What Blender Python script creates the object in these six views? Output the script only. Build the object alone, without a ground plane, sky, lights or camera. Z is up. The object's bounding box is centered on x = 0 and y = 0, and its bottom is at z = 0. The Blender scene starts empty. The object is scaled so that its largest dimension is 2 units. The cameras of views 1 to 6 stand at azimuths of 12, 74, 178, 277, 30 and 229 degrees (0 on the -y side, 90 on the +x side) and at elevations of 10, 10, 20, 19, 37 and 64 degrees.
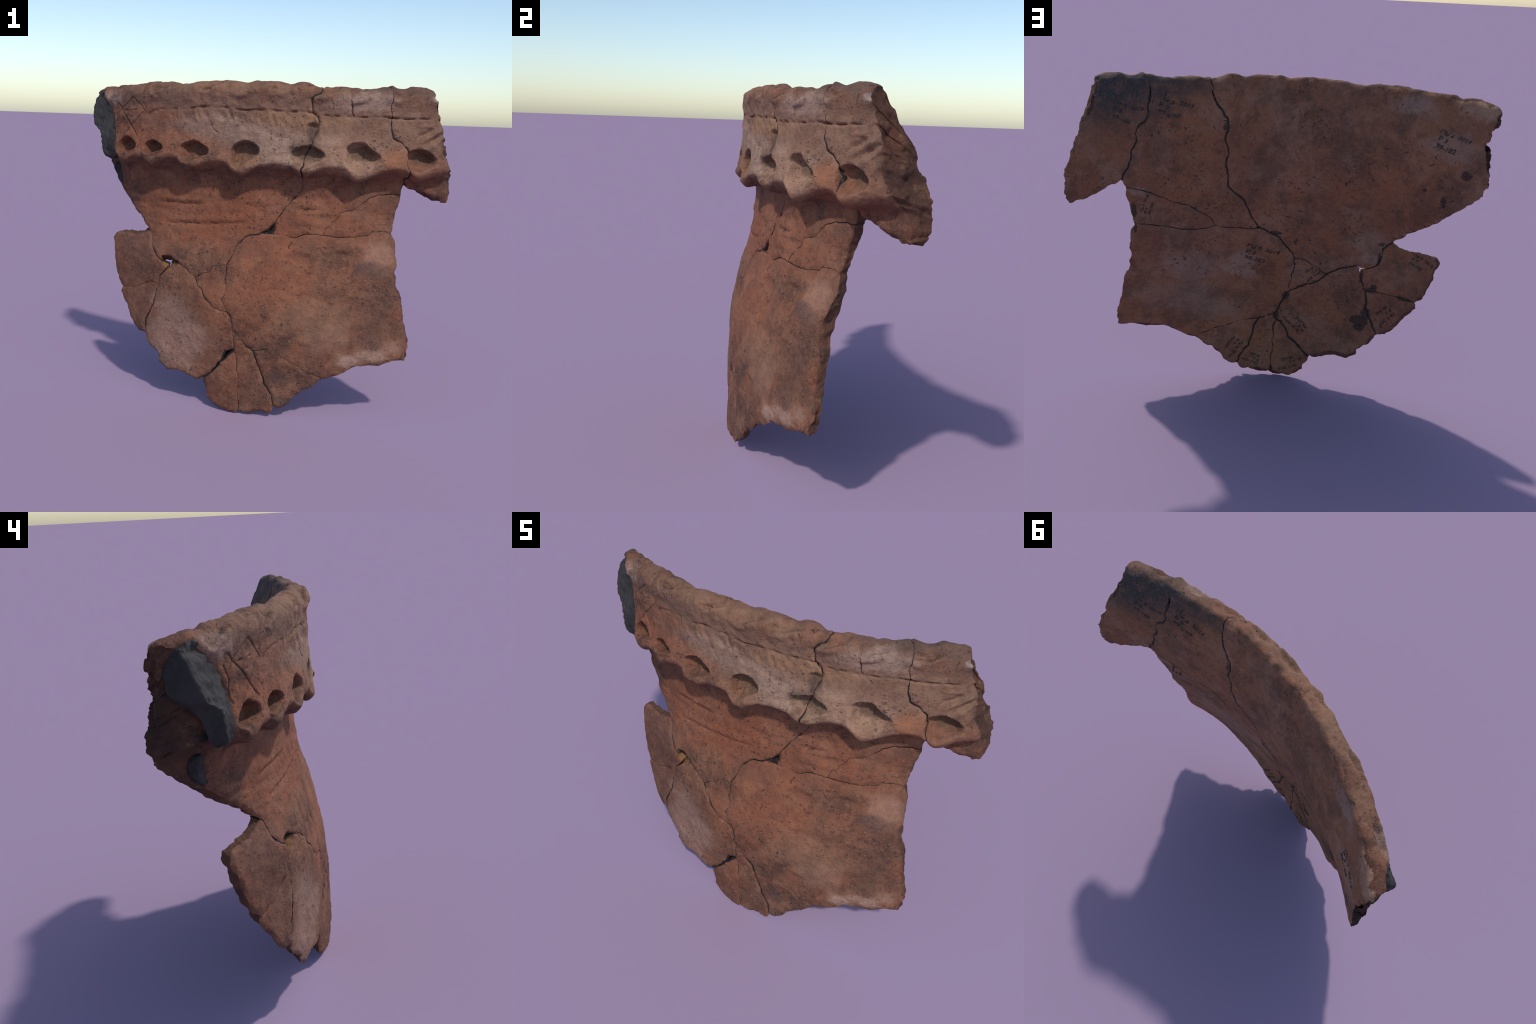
# A reassembled rim fragment of a large hand-built clay pot.
# The wall is described as a pot: a profile swept round a vertical axis (slightly warped), cut up
# into twelve sherds along named fracture lines.  Every sherd is a closed solid of its own.
#   s = distance round the wall (metres at radius RS),  h = height parameter along the profile
import bpy, bmesh, math
import numpy as np
from mathutils import Vector
from mathutils.geometry import delaunay_2d_cdt
from mathutils.kdtree import KDTree

AXIS_X, AXIS_Y, RS = 0.05, 1.60, 1.75
APEX_OUT, APEX_IN = 1.88, 1.625          # profile parameter where outer face and inner face meet behind the rim
rng = np.random.default_rng(7)

# ------------------------------------------------------------------ noise
def _hash(ix, iy, iz, seed):
    n = (ix * 374761393 + iy * 668265263 + iz * 2147483647 + seed * 1274126177) & 0xFFFFFFFF
    n = ((n ^ (n >> 13)) * 1274126177) & 0xFFFFFFFF
    n = ((n ^ (n >> 16)) * 2246822519) & 0xFFFFFFFF
    return ((n ^ (n >> 15)) & 0xFFFFFF) / float(0xFFFFFF) * 2 - 1

def noise(p, scale, seed=0):
    """smooth value noise in -1..1; p is (...,3), scale = size of one lump"""
    q = np.atleast_2d(np.asarray(p, float)) / scale
    i = np.floor(q).astype(np.int64); f = q - i
    f = f * f * f * (f * (f * 6 - 15) + 10)
    out = 0
    for dx in (0, 1):
        wx = f[..., 0] if dx else 1 - f[..., 0]
        for dy in (0, 1):
            wy = f[..., 1] if dy else 1 - f[..., 1]
            for dz in (0, 1):
                wz = f[..., 2] if dz else 1 - f[..., 2]
                out = out + wx * wy * wz * _hash(i[..., 0] + dx, i[..., 1] + dy, i[..., 2] + dz, seed)
    return out

def fractal(p, scale, octaves=3, seed=0):
    a, t = 1.0, 0
    for k in range(octaves):
        t = t + a * noise(p, scale / 2 ** k, seed + 17 * k); a *= 0.5
    return t

def sstep(x, a, b):
    t = np.clip((np.asarray(x, float) - a) / (b - a), 0, 1)
    return t * t * (3 - 2 * t)

def smooth_curve(pts, n=24):
    """Catmull-Rom through control points"""
    P = np.asarray(pts, float)
    P = np.vstack([2 * P[0] - P[1], P, 2 * P[-1] - P[-2]])
    t = np.linspace(0, 1, n, endpoint=False)[:, None]
    out = []
    for i in range(1, len(P) - 2):
        a, b, c, d = P[i - 1], P[i], P[i + 1], P[i + 2]
        out.append(0.5 * (2 * b + (c - a) * t + (2 * a - 5 * b + 4 * c - d) * t * t + (3 * b - a - 3 * c + d) * t ** 3))
    return np.vstack(out + [P[-2:-1]])

# ------------------------------------------------------------------ the pot wall
# outer profile: (h, radius, z) from the belly over shoulder, neck, undercut, cordon, rim band and rim top
OUTER = smooth_curve([(-.06, 1.862, -.06), (.1, 1.867, .1), (.2, 1.869, .2), (.3, 1.872, .3), (.4, 1.866, .4), (.5, 1.857, .5), (.6, 1.844, .6),
    (.7, 1.825, .7), (.8, 1.802, .8), (.9, 1.766, .9), (1.0, 1.744, 1.0), (1.1, 1.729, 1.1), (1.16, 1.720, 1.170), (1.20, 1.727, 1.222),
    (1.225, 1.745, 1.252), (1.245, 1.777, 1.277), (1.265, 1.806, 1.296), (1.29, 1.824, 1.319), (1.37, 1.817, 1.37), (1.47, 1.806, 1.47),
    (1.56, 1.801, 1.56), (1.6, 1.801, 1.6), (1.65, 1.808, 1.65), (1.68, 1.800, 1.68), (1.72, 1.775, 1.703), (1.76, 1.735, 1.712),
    (1.80, 1.714, 1.698), (1.84, 1.702, 1.665), (1.88, 1.692, 1.625)])
INNER = smooth_curve([(-.06, 1.827), (.2, 1.832), (.4, 1.822), (.6, 1.784), (.8, 1.739), (.95, 1.702), (1.05, 1.69), (1.165, 1.672),
    (1.25, 1.664), (1.35, 1.661), (1.47, 1.664), (1.56, 1.672), (1.60, 1.683), (1.625, 1.692), (1.66, 1.702)])
# wavy rim: height difference from the nominal rim, round the wall
RIM_WAVE = smooth_curve([(-1.3, -.060), (-1.1, -.050), (-1.03, -.034), (-.95, -.036), (-.87, -.026), (-.78, -.019), (-.70, -.010), (-.60, -.006), (-.52, -.008),
    (-.45, -.013), (-.36, -.006), (-.29, .001), (-.23, .006), (-.16, .001), (-.09, -.006), (-.02, .005), (.05, .006), (.11, -.006),
    (.20, .002), (.29, -.020), (.37, -.016), (.50, -.022), (.59, -.010), (.64, -.010), (.70, -.018), (.78, -.005), (.84, -.012), (1.2, -.02)])
# finger impressions in the cordon: centre s, centre h, half width, half height, depth, drop of the lip below
PITS = [(-.776, 1.370, .072, .050, .058, .028), (-.594, 1.366, .064, .040, .054, .026), (-.350, 1.360, .085, .056, .058, .032),
        (-.078, 1.366, .082, .060, .060, .048), (.235, 1.360, .085, .054, .050, .028), (.493, 1.370, .092, .062, .056, .046), (.793, 1.354, .084, .055, .058, .028)]
SLANT = (.10, .05, .15, .30, .10, -.25, -.15)
# where the rim was pinched: oblique folds on the outer rim edge
FOLDS = (-.955, -.62, -.315, -.12, .04, .245, .428, .635)
GROOVE = smooth_curve([(-.70, 1.46), (-.66, 1.507), (-.63, 1.543), (-.58, 1.560), (-.50, 1.570), (-.40, 1.572), (-.30, 1.580), (-.21, 1.579), (-.10, 1.571), (.09, 1.569),
    (.24, 1.568), (.38, 1.557), (.54, 1.560), (.67, 1.554), (.86, 1.556), (1.0, 1.556)])
WIPES = [(-.62, -.30, 1.066, 1.077, .010), (-.56, -.05, .955, .996, .009), (-.15, .10, 1.080, 1.085, .005), (.17, .34, 1.075, 1.085, .008), (.15, .40, .99, .985, .005)]
# shallow thumb dents on the body: s, h, half width, half height, depth
DENTS = [(.20, .825, .10, .045, .012), (.44, .845, .09, .045, .015), (.43, .770, .085, .06, .011), (.63, .82, .08, .06, -.008), (-.02, .82, .08, .04, .006), (.28, .62, .12, .06, .006), (-.40, .33, .10, .08, .006), (-.72, .75, .08, .06, .006),
         (.10, .66, .09, .03, .004), (.28, 1.12, .10, .035, .007), (.55, 1.125, .08, .03, -.006), (.35, 1.035, .09, .03, .008), (.62, 1.05, .08, .04, .005),
         (.25, 1.485, .035, .045, .020), (-.30, 1.66, .05, .04, .012), (.80, 1.49, .06, .03, .008), (.88, 1.45, .04, .03, .008), 
         (-.65, 1.15, .12, .04, .006), (-.1, 1.17, .12, .04, .005)]
# incised or cracked lines on the outer face: width, depth, points
LINES = [(.0045, .006, [(-.862, 1.605), (-.855, 1.596), (-.840, 1.568), (-.800, 1.52), (-.760, 1.472), (-.735, 1.445), (-.709, 1.415)]),
         (.0040, .005, [(-.795, 1.432), (-.760, 1.472), (-.715, 1.515), (-.673, 1.555), (-.656, 1.582)]),
         (.0040, .005, [(-.748, 1.635), (-.705, 1.595), (-.680, 1.565), (-.663, 1.540)]),
         (.0035, .004, [(-.862, 1.538), (-.840, 1.568), (-.803, 1.598), (-.770, 1.620), (-.748, 1.635)]),
         (.0060, .006, [(-.808, 1.559), (-.790, 1.560)]), (.0060, .006, [(-.748, 1.560), (-.728, 1.562)]), (.0060, .005, [(-.770, 1.519), (-.754, 1.519)]),
         (.0040, .005, [(-.887, 1.56), (-.878, 1.52), (-.872, 1.50), (-.880, 1.47), (-.874, 1.44), (-.862, 1.42)]),
         (.0050, .009, [(.425, 1.648), (.430, 1.625), (.434, 1.605), (.432, 1.585), (.441, 1.562)]),
         (.0030, .004, [(.330, 1.652), (.333, 1.636), (.343, 1.625), (.340, 1.596)]),
         (.0030, .004, [(.802, 1.668), (.796, 1.652), (.795, 1.632)]),
         (.0030, .004, [(-.405, 1.492), (-.42, 1.47)]), (.0030, .004, [(-.258, 1.49), (-.245, 1.47), (-.225, 1.457)]),
         (.0030, .003, [(-.31, 1.575), (-.295, 1.588), (-.292, 1.603)]), (.0030, .004, [(.435, 1.335), (.455, 1.352)])]

def warp(th, z):
    q = z - 1
    return .0013 * th - .0572 * th * q - .0215 * th ** 2 + .0081 * th ** 2 * q + .1274 * th * q * q

def place(s, r, z):
    th = s / RS; r = r + warp(th, z)
    return np.stack([AXIS_X + r * np.sin(th), AXIS_Y - r * np.cos(th), z], -1)

def seg_dist(P, A, B):
    d = B - A; t = np.clip(((P - A) @ d) / (d @ d + 1e-12), 0, 1)
    return np.linalg.norm(P - A - t[:, None] * d, axis=1)

def outer_point(s, h, drop=0.0):
    s = np.asarray(s, float); h = np.asarray(h, float)
    r = np.interp(h, OUTER[:, 0], OUTER[:, 1]); z = np.interp(h, OUTER[:, 0], OUTER[:, 2])
    alive = 1 - sstep(h, 1.80, 1.86)                      # nothing moves at the apex line: inner face takes over there
    b = place(s, r, z)
    d = np.zeros_like(s); dz = np.zeros_like(s)
    # hand-made unevenness
    body = 1 - sstep(h, 1.15, 1.25)
    d += .0045 * fractal(b, .30, 2, 3) + .0034 * fractal(b, .085, 3, 11) + .0015 * fractal(b, .024, 2, 23)
    d += (1 - body) * .0022 * noise(b * (1, 1, 1.6), .05, 31)
    # horizontal wiping ridges on neck and shoulder
    d += .0036 * noise(np.stack([s * .16, s * 0, h], -1), .024, 41) * sstep(h, .86, .94) * body
    d += .016 * sstep(s, .42, .72) * (1 - sstep(h, .80, 1.0)) + .014 * (1 - sstep(h, .02, .28))
    d += .016 * sstep(-s, .38, .70) * (1 - sstep(h, .42, .66)) + .013 * sstep(-s, .72, .90) * sstep(h, .5, .7) * (1 - sstep(h, .85, 1.0))
    d += .012 * np.exp(-((s + .46) / .14) ** 2 - ((h - .19) / .10) ** 2) + .003 * np.exp(-((s - .05) / .35) ** 2 - ((h - .5) / .25) ** 2) + .012 * np.exp(-((s - .47) / .14) ** 2 - ((h - .42) / .12) ** 2) + .024 * np.exp(-((s - .92) / .15) ** 2 - ((h - 1.165) / .055) ** 2)
    # finger impressions: sharp arched upper edge, floor rising to a lip
    for i, (c, hc, a, bb, dep, lip) in enumerate(PITS):
        u = (s - c) / a + .12 * noise(b, .05, 50 + i); v = (h - hc) / bb - SLANT[i] * u
        arch = np.where(u < 0, np.sqrt(np.clip(1 - u * u, 0, 1)), np.clip(1 - u, 0, 1) ** .62)      # round on the left, pointed on the right
        ridge = -1.20 + .36 * (u + 1)                                                                # lower bank, climbing to the right
        inside = sstep(arch - v, 0, .27) * sstep(1 - np.abs(u), 0, .34)
        floor = .35 * np.clip((v + 1.5) / 1.6, 0, 1) + .65 * sstep(v - ridge, -.12, .55)
        d -= dep * inside * floor
        d -= .004 * inside * floor * fractal(b, .02, 2, 77)
        d += .010 * np.exp(-((v - ridge + .18) / .24) ** 2) * (1 - sstep(np.abs(u + .05), .75, 1.15))
        q = s - c + .024; lipw = np.exp(-(q / np.where(q < 0, a * .55, a * .95)) ** 2)
        dz -= lip * lipw * sstep(h, 1.205, 1.27) * (1 - sstep(h, 1.29, 1.37))
        d += .014 * lipw * sstep(h, 1.22, 1.265) * (1 - sstep(h, 1.280, 1.318))
    dz += -.011 * np.clip(s / .8, -1, 1) * sstep(h, 1.205, 1.26) * (1 - sstep(h, 1.29, 1.35))
    # groove that sets off the rim band, with a notched lower side
    gh = np.interp(s, GROOVE[:, 0], GROOVE[:, 1]); g = h - gh
    notch = .55 + 1.0 * noise(np.stack([s, s * 0, s * 0], -1), .026, 61)
    on = sstep(s, -.69, -.60)
    d -= on * .011 * notch * np.exp(-(g / .0048) ** 2)
    d += on * .0022 * sstep(g, -.004, .012) * (1 - sstep(g, .05, .10))
    hatch = noise(np.stack([(s + .35 * h) * 1.0, s * 0, h * .25], -1), .016, 67)
    d += .0055 * hatch * np.exp(-((g + .045) / .030) ** 2) * sstep(s, -.60, -.45) * (1 - sstep(s, .25, .45))
    d += .0022 * hatch * (np.exp(-((h - 1.035) / .02) ** 2) + np.exp(-((h - .965) / .02) ** 2)) * sstep(s, -.60, -.5) * (1 - sstep(s, .15, .25))
    # diagonal ridges at the right end of the cordon band
    d += .009 * np.sin((s * .75 - h) * 95 + 2 * noise(b, .06, 62)) * sstep(s, .72, .80) * np.exp(-((h - 1.465) / .055) ** 2)
    # oblique folds pinched into the rim edge
    for k, c in enumerate(FOLDS):
        u = (s - c) / (.15 + .03 * math.sin(5 * k))
        x = h - (1.652 + .34 * (s - c)) - .006 * noise(b, .03, 72)
        win = sstep(u, -.06, .05) * (1 - sstep(u, .45, 1.0))
        d -= (.021 + .007 * math.sin(3.1 * k)) * win * sstep(x, -.003, .010) * (1 - sstep(x, .014, .075))
        d += .009 * win * np.exp(-((x + .012) / .014) ** 2)
        d += .006 * np.exp(-((s - c + .03) / .03) ** 2) * np.exp(-((h - 1.68) / .03) ** 2)
    d += .0055 * fractal(b, .045, 2, 71) * sstep(h, 1.64, 1.69)
    for (s0, s1, h0, h1, dep) in WIPES:
        hl = h0 + (h1 - h0) * np.clip((s - s0) / (s1 - s0), 0, 1)
        e = sstep(s, s0, s0 + .05) * (1 - sstep(s, s1 - .06, s1))
        x = h - hl + .004 * noise(b, .04, 83)
        d -= dep * e * (1.1 * np.exp(-(x / .0085) ** 2) - .6 * np.exp(-((x - .022) / .018) ** 2))
    for (c, hc, a, bb, dep) in DENTS:
        u = (s - c) / a; v = (h - hc) / bb + .25 * u * u
        v = v + .15 * noise(b, .05, 91)
        d -= dep * (1 - sstep(np.abs(u), .45, 1)) * sstep(v, -1.5, .35) * (1 - sstep(v, .45, .80))
    P2 = np.stack([s, h], -1)
    for (w, dep, pts) in LINES:
        pts = np.asarray(pts)
        near = (s > pts[:, 0].min() - .03) & (s < pts[:, 0].max() + .03) & (h > pts[:, 1].min() - .03) & (h < pts[:, 1].max() + .03)
        if near.any():
            w = w * .62; dd = np.min([seg_dist(P2[near], A, B) for A, B in zip(pts[:-1], pts[1:])], axis=0)
            d[near] -= dep * np.exp(-(dd / w) ** 2)
    wave = np.interp(s, RIM_WAVE[:, 0], RIM_WAVE[:, 1]) * sstep(h, 1.50, 1.66)
    # displacement acts along the profile normal
    e = .004
    tr = np.interp(h + e, OUTER[:, 0], OUTER[:, 1]) - np.interp(h - e, OUTER[:, 0], OUTER[:, 1])
    tz = np.interp(h + e, OUTER[:, 0], OUTER[:, 2]) - np.interp(h - e, OUTER[:, 0], OUTER[:, 2])
    L = np.hypot(tr, tz) + 1e-9
    D = d * alive - drop
    return place(s, r + D * tz / L, z + dz + wave - D * tr / L)

def inner_point(s, h, drop=0.0):
    s = np.asarray(s, float); h = np.asarray(h, float)
    r = np.interp(h, INNER[:, 0], INNER[:, 1]); b = place(s, r, h)
    alive = 1 - sstep(h, 1.53, 1.60)
    d = alive * (.0040 * fractal(b, .28, 2, 103) + .0016 * fractal(b, .07, 3, 111) + .0006 * fractal(b, .02, 2, 123))
    d += .020 * sstep(-s, .48, .85) * (1 - sstep(h, .85, 1.05)) + .022 * sstep(s, .32, .66) * (1 - sstep(h, .62, .85))
    d += .020 * np.exp(-((s + .68) / .22) ** 2 - ((h - .98) / .09) ** 2) + .012 * np.exp(-((s + .85) / .08) ** 2 - ((h - .84) / .08) ** 2)                   # wall thins towards the broken sides
    d -= .040 * np.exp(-((s + .48) / .38) ** 2 - ((h - 1.33) / .17) ** 2) * alive           # and is thickest behind the left of the cordon
    wave = np.interp(s, RIM_WAVE[:, 0], RIM_WAVE[:, 1]) * sstep(h, 1.45, 1.625)
    return place(s, r + d + drop, h + wave)

# ------------------------------------------------------------------ fracture lines
# name: (kind, points on the outer face, points on the inner face)
# kinds: rim = the uncut rim, seam = wide glued joint, hair = tight joint, edge = open broken edge, end = thick rough end of the rim
F = {}
def fracture(name, kind, out, inn): F[name] = (kind, out, inn)

fracture('rim_a', 'rim', [(-1.130, APEX_OUT), (-.5, APEX_OUT), (.287, APEX_OUT)], [(-1.130, APEX_IN), (-.5, APEX_IN), (.287, APEX_IN)])
fracture('rim_b', 'rim', [(.287, APEX_OUT), (.605, APEX_OUT)], [(.287, APEX_IN), (.605, APEX_IN)])
fracture('rim_c', 'rim', [(.605, APEX_OUT), (.88, APEX_OUT)], [(.605, APEX_IN), (.88, APEX_IN)])
fracture('main_crack', 'seam',
    [(.287, 1.88), (.297, 1.80), (.295, 1.74), (.275, 1.69), (.256, 1.665), (.246, 1.653), (.246, 1.617), (.250, 1.57), (.269, 1.552), (.279, 1.507), (.269, 1.47), (.251, 1.42),
     (.224, 1.377), (.214, 1.341), (.205, 1.29), (.212, 1.245), (.210, 1.20)],
    [(.287, 1.625), (.27, 1.587), (.243, 1.543), (.218, 1.503), (.219, 1.454), (.229, 1.403), (.212, 1.332), (.224, 1.288), (.210, 1.20)])
fracture('neck_crack', 'seam', [(.210, 1.20), (.208, 1.165), (.175, 1.13), (.125, 1.087), (.101, 1.047), (.077, 1.007)], [(.210, 1.20), (.211, 1.164), (.166, 1.125), (.115, 1.086), (.09, 1.025), (.043, .946)])
fracture('rim_crack', 'seam',
    [(.605, 1.88), (.61, 1.79), (.625, 1.71), (.629, 1.642), (.62, 1.618), (.632, 1.581), (.632, 1.558), (.624, 1.546), (.631, 1.507), (.644, 1.457), (.684, 1.429), (.718, 1.401),
     (.726, 1.357), (.722, 1.322), (.735, 1.26), (.745, 1.205)],
    [(.605, 1.625), (.626, 1.556), (.622, 1.529), (.641, 1.493), (.678, 1.47), (.688, 1.406), (.709, 1.358), (.714, 1.317), (.732, 1.272), (.763, 1.231), (.767, 1.212)])
fracture('right_end', 'end',
    [(.88, 1.88), (.862, 1.79), (.850, 1.715), (.856, 1.668), (.860, 1.631), (.862, 1.597), (.892, 1.548), (.913, 1.494), (.912, 1.439), (.914, 1.397), (.937, 1.357), (.945, 1.29),
     (.962, 1.25), (.985, 1.20), (1.008, 1.130)],
    [(.88, 1.625), (.908, 1.543), (.949, 1.506), (.969, 1.449), (.985, 1.40), (1.011, 1.375), (1.041, 1.313), (1.052, 1.267), (1.050, 1.150)])
fracture('right_tip', 'edge', [(1.008, 1.130), (.994, 1.118), (.915, 1.146), (.862, 1.164), (.818, 1.182), (.776, 1.185), (.745, 1.205)],
    [(1.050, 1.150), (1.032, 1.119), (.959, 1.132), (.889, 1.152), (.837, 1.187), (.789, 1.199), (.767, 1.212)])
fracture('neck_right', 'edge', [(.745, 1.205), (.740, 1.18), (.732, 1.157)], [(.767, 1.212), (.752, 1.19), (.740, 1.173)])
fracture('wedge_right', 'edge', [(.732, 1.157), (.725, 1.121), (.711, 1.086), (.698, 1.051), (.696, 1.004), (.683, .967)],
    [(.740, 1.173), (.742, 1.129), (.716, 1.068), (.709, 1.022), (.690, .975)])
fracture('wedge_top', 'hair', [(.732, 1.157), (.633, 1.157), (.56, 1.145), (.52, 1.109), (.494, 1.087), (.416, 1.07), (.402, 1.042), (.376, 1.02), (.368, 1.002), (.338, .984), (.326, .953)],
    [(.740, 1.173), (.636, 1.147), (.551, 1.113), (.492, 1.081), (.416, 1.062), (.379, 1.038), (.297, .992), (.271, .949)])
fracture('wedge_foot', 'hair', [(.326, .953), (.431, .944), (.479, .945), (.514, .953), (.559, .958), (.579, .977), (.654, .978), (.683, .967)],
    [(.271, .949), (.300, .936), (.376, .927), (.443, .930), (.511, .945), (.574, .959), (.646, .971), (.690, .975)])
fracture('shoulder_crack', 'hair', [(.072, .946), (.118, .947), (.169, .93), (.197, .936), (.231, .952), (.274, .956), (.326, .953)],
    [(.050, .936), (.086, .928), (.127, .932), (.204, .931), (.271, .949)])
fracture('chip_r', 'seam', [(.077, 1.007), (.078, .97), (.072, .946)], [(.043, .946), (.047, .941), (.050, .936)])
fracture('chip_l', 'seam', [(.077, 1.007), (.045, .975), (.009, .951)], [(.043, .946), (.038, .944), (.034, .942)])
fracture('chip_b', 'seam', [(.009, .951), (.040, .951), (.072, .946)], [(.034, .942), (.042, .939), (.050, .936)])
fracture('belly_crack_a', 'seam', [(.009, .951), (-.012, .937), (-.061, .929), (-.112, .891), (-.127, .864), (-.138, .812), (-.158, .776)],
    [(.034, .942), (-.024, .912), (-.079, .89), (-.118, .835), (-.147, .80), (-.162, .766)])
fracture('small_top', 'hair', [(-.158, .776), (-.225, .765), (-.249, .732), (-.282, .724), (-.322, .695)],
    [(-.162, .766), (-.214, .765), (-.247, .743), (-.289, .722), (-.313, .698), (-.341, .689)])
fracture('small_right', 'hair', [(-.158, .776), (-.157, .715), (-.152, .663), (-.155, .615), (-.169, .596), (-.151, .567), (-.131, .532)],
    [(-.162, .766), (-.160, .702), (-.149, .627), (-.135, .583), (-.148, .564)])
fracture('small_left', 'seam', [(-.322, .695), (-.308, .65), (-.277, .632), (-.268, .61), (-.239, .578), (-.205, .547), (-.163, .543), (-.131, .532)],
    [(-.341, .689), (-.302, .639), (-.234, .612), (-.185, .588), (-.148, .564)])
fracture('belly_crack_b', 'seam', [(-.131, .532), (-.111, .495), (-.099, .440)], [(-.148, .564), (-.117, .518), (-.100, .473), (-.070, .405)])
fracture('pale_right', 'hair', [(-.099, .440), (-.094, .39), (-.088, .344)], [(-.070, .405), (-.074, .385), (-.078, .365)])
fracture('foot_b_top', 'seam', [(-.099, .440), (-.067, .41), (-.030, .365), (.009, .348)], [(-.070, .405), (-.036, .393), (-.013, .376), (.018, .367)])
fracture('foot_c_top', 'hair', [(.009, .348), (.036, .353), (.086, .37), (.128, .343), (.171, .314), (.229, .288), (.258, .26), (.303, .253), (.344, .228)],
    [(.018, .367), (.104, .354), (.150, .334), (.212, .306), (.259, .294), (.316, .27), (.351, .248)])
fracture('foot_bc', 'seam', [(.009, .348), (.028, .296), (.055, .234), (.074, .172), (.101, .124), (.120, .070)],
    [(.018, .367), (.040, .307), (.057, .243), (.068, .192), (.098, .15), (.128, .081)])
fracture('foot_ab', 'hair', [(-.088, .344), (-.078, .305), (-.070, .226), (-.060, .171), (-.065, .108), (-.058, .062), (-.052, .017)],
    [(-.078, .365), (-.064, .32), (-.068, .28), (-.062, .234), (-.070, .185), (-.059, .13), (-.063, .033)])
fracture('pale_foot', 'seam', [(-.088, .344), (-.138, .328), (-.157, .282), (-.212, .199), (-.250, .170)],
    [(-.078, .365), (-.103, .356), (-.128, .324), (-.150, .268), (-.194, .232), (-.225, .194), (-.265, .157)])
fracture('foot_a_top', 'seam', [(-.088, .344), (-.118, .305), (-.151, .272), (-.212, .194), (-.250, .166)],
    [(-.078, .365), (-.103, .354), (-.126, .321), (-.148, .266), (-.192, .229), (-.223, .191), (-.265, .154)])
fracture('foot_c_edge', 'edge', [(.344, .228), (.328, .211), (.305, .187), (.250, .162), (.219, .129), (.183, .083), (.159, .062), (.130, .058), (.120, .070)],
    [(.351, .248), (.315, .21), (.256, .184), (.224, .15), (.200, .104), (.168, .082), (.128, .081)])
fracture('foot_b_edge', 'edge', [(.120, .070), (.117, .037), (.096, .020), (.062, .034), (.019, .017), (-.025, .012), (-.052, .017)],
    [(.128, .081), (.115, .061), (.095, .039), (.063, .05), (.023, .051), (-.018, .046), (-.063, .033)])
fracture('foot_a_edge', 'edge', [(-.052, .017), (-.070, .003), (-.135, .008), (-.164, .006), (-.197, .025), (-.231, .052), (-.241, .099), (-.245, .150), (-.250, .166)],
    [(-.063, .033), (-.124, .031), (-.165, .025), (-.189, .047), (-.227, .084), (-.258, .125), (-.265, .154)])
fracture('pale_edge', 'edge', [(-.250, .170), (-.270, .154), (-.300, .143), (-.357, .158), (-.410, .176), (-.466, .169), (-.519, .202), (-.520, .227), (-.553, .259), (-.588, .282), (-.608, .317), (-.614, .350)],
    [(-.265, .157), (-.321, .183), (-.368, .194), (-.414, .213), (-.458, .207), (-.500, .228), (-.535, .257), (-.575, .291), (-.594, .335), (-.625, .358)])
fracture('pale_left', 'seam', [(-.614, .350), (-.604, .425), (-.582, .478), (-.562, .540), (-.552, .607), (-.544, .636)],
    [(-.625, .358), (-.606, .397), (-.578, .453), (-.557, .515), (-.560, .566), (-.545, .614)])
fracture('fin_crack', 'hair', [(-.544, .636), (-.600, .637), (-.713, .588), (-.798, .578)], [(-.545, .614), (-.617, .616), (-.672, .612), (-.727, .612), (-.775, .598), (-.812, .600)])
fracture('fin_right', 'hair', [(-.544, .636), (-.546, .657), (-.546, .677)], [(-.545, .614), (-.535, .65), (-.520, .693)])
fracture('pale_chip', 'chip', [(-.546, .677), (-.49, .722), (-.430, .755)], [(-.520, .693), (-.514, .747), (-.498, .766)])
fracture('fin_chip', 'chip', [(-.546, .677), (-.513, .720), (-.535, .757)], [(-.520, .693), (-.521, .738), (-.552, .750)])
fracture('hole_edge', 'chip', [(-.535, .757), (-.540, .782), (-.480, .785), (-.430, .755)], [(-.552, .750), (-.518, .749), (-.498, .766)])
fracture('fin_top_joint', 'seam', [(-.659, .910), (-.634, .886), (-.624, .841), (-.600, .810), (-.565, .775), (-.535, .757)],
    [(-.679, .925), (-.629, .885), (-.626, .844), (-.610, .796), (-.593, .773), (-.552, .750)])
fracture('pale_top', 'seam', [(-.430, .755), (-.383, .739), (-.348, .707), (-.322, .695)], [(-.498, .766), (-.453, .747), (-.408, .732), (-.341, .689)])
fracture('fin_top', 'edge', [(-.659, .910), (-.700, .887), (-.765, .878), (-.822, .875), (-.868, .876), (-.908, .860), (-.918, .835)],
    [(-.679, .925), (-.715, .898), (-.800, .888), (-.866, .888), (-.895, .876), (-.912, .852)])
fracture('fin_left', 'edge', [(-.918, .835), (-.890, .772), (-.880, .720), (-.853, .644), (-.825, .600), (-.798, .578)],
    [(-.912, .852), (-.900, .815), (-.892, .765), (-.872, .703), (-.849, .652), (-.812, .600)])
fracture('fin_low_left', 'edge', [(-.798, .578), (-.807, .549), (-.783, .510), (-.744, .456), (-.700, .382), (-.661, .355), (-.614, .350)],
    [(-.812, .600), (-.814, .578), (-.794, .544), (-.751, .503), (-.715, .444), (-.686, .401), (-.625, .358)])
fracture('belly_right', 'edge', [(.683, .967), (.699, .922), (.703, .880), (.698, .810), (.685, .768), (.687, .684), (.710, .646), (.721, .559), (.727, .482), (.749, .443), (.744, .405), (.732, .370), (.730, .336)],
    [(.690, .975), (.709, .898), (.701, .795), (.704, .708), (.724, .647), (.736, .527), (.755, .445), (.747, .352)])
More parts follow.
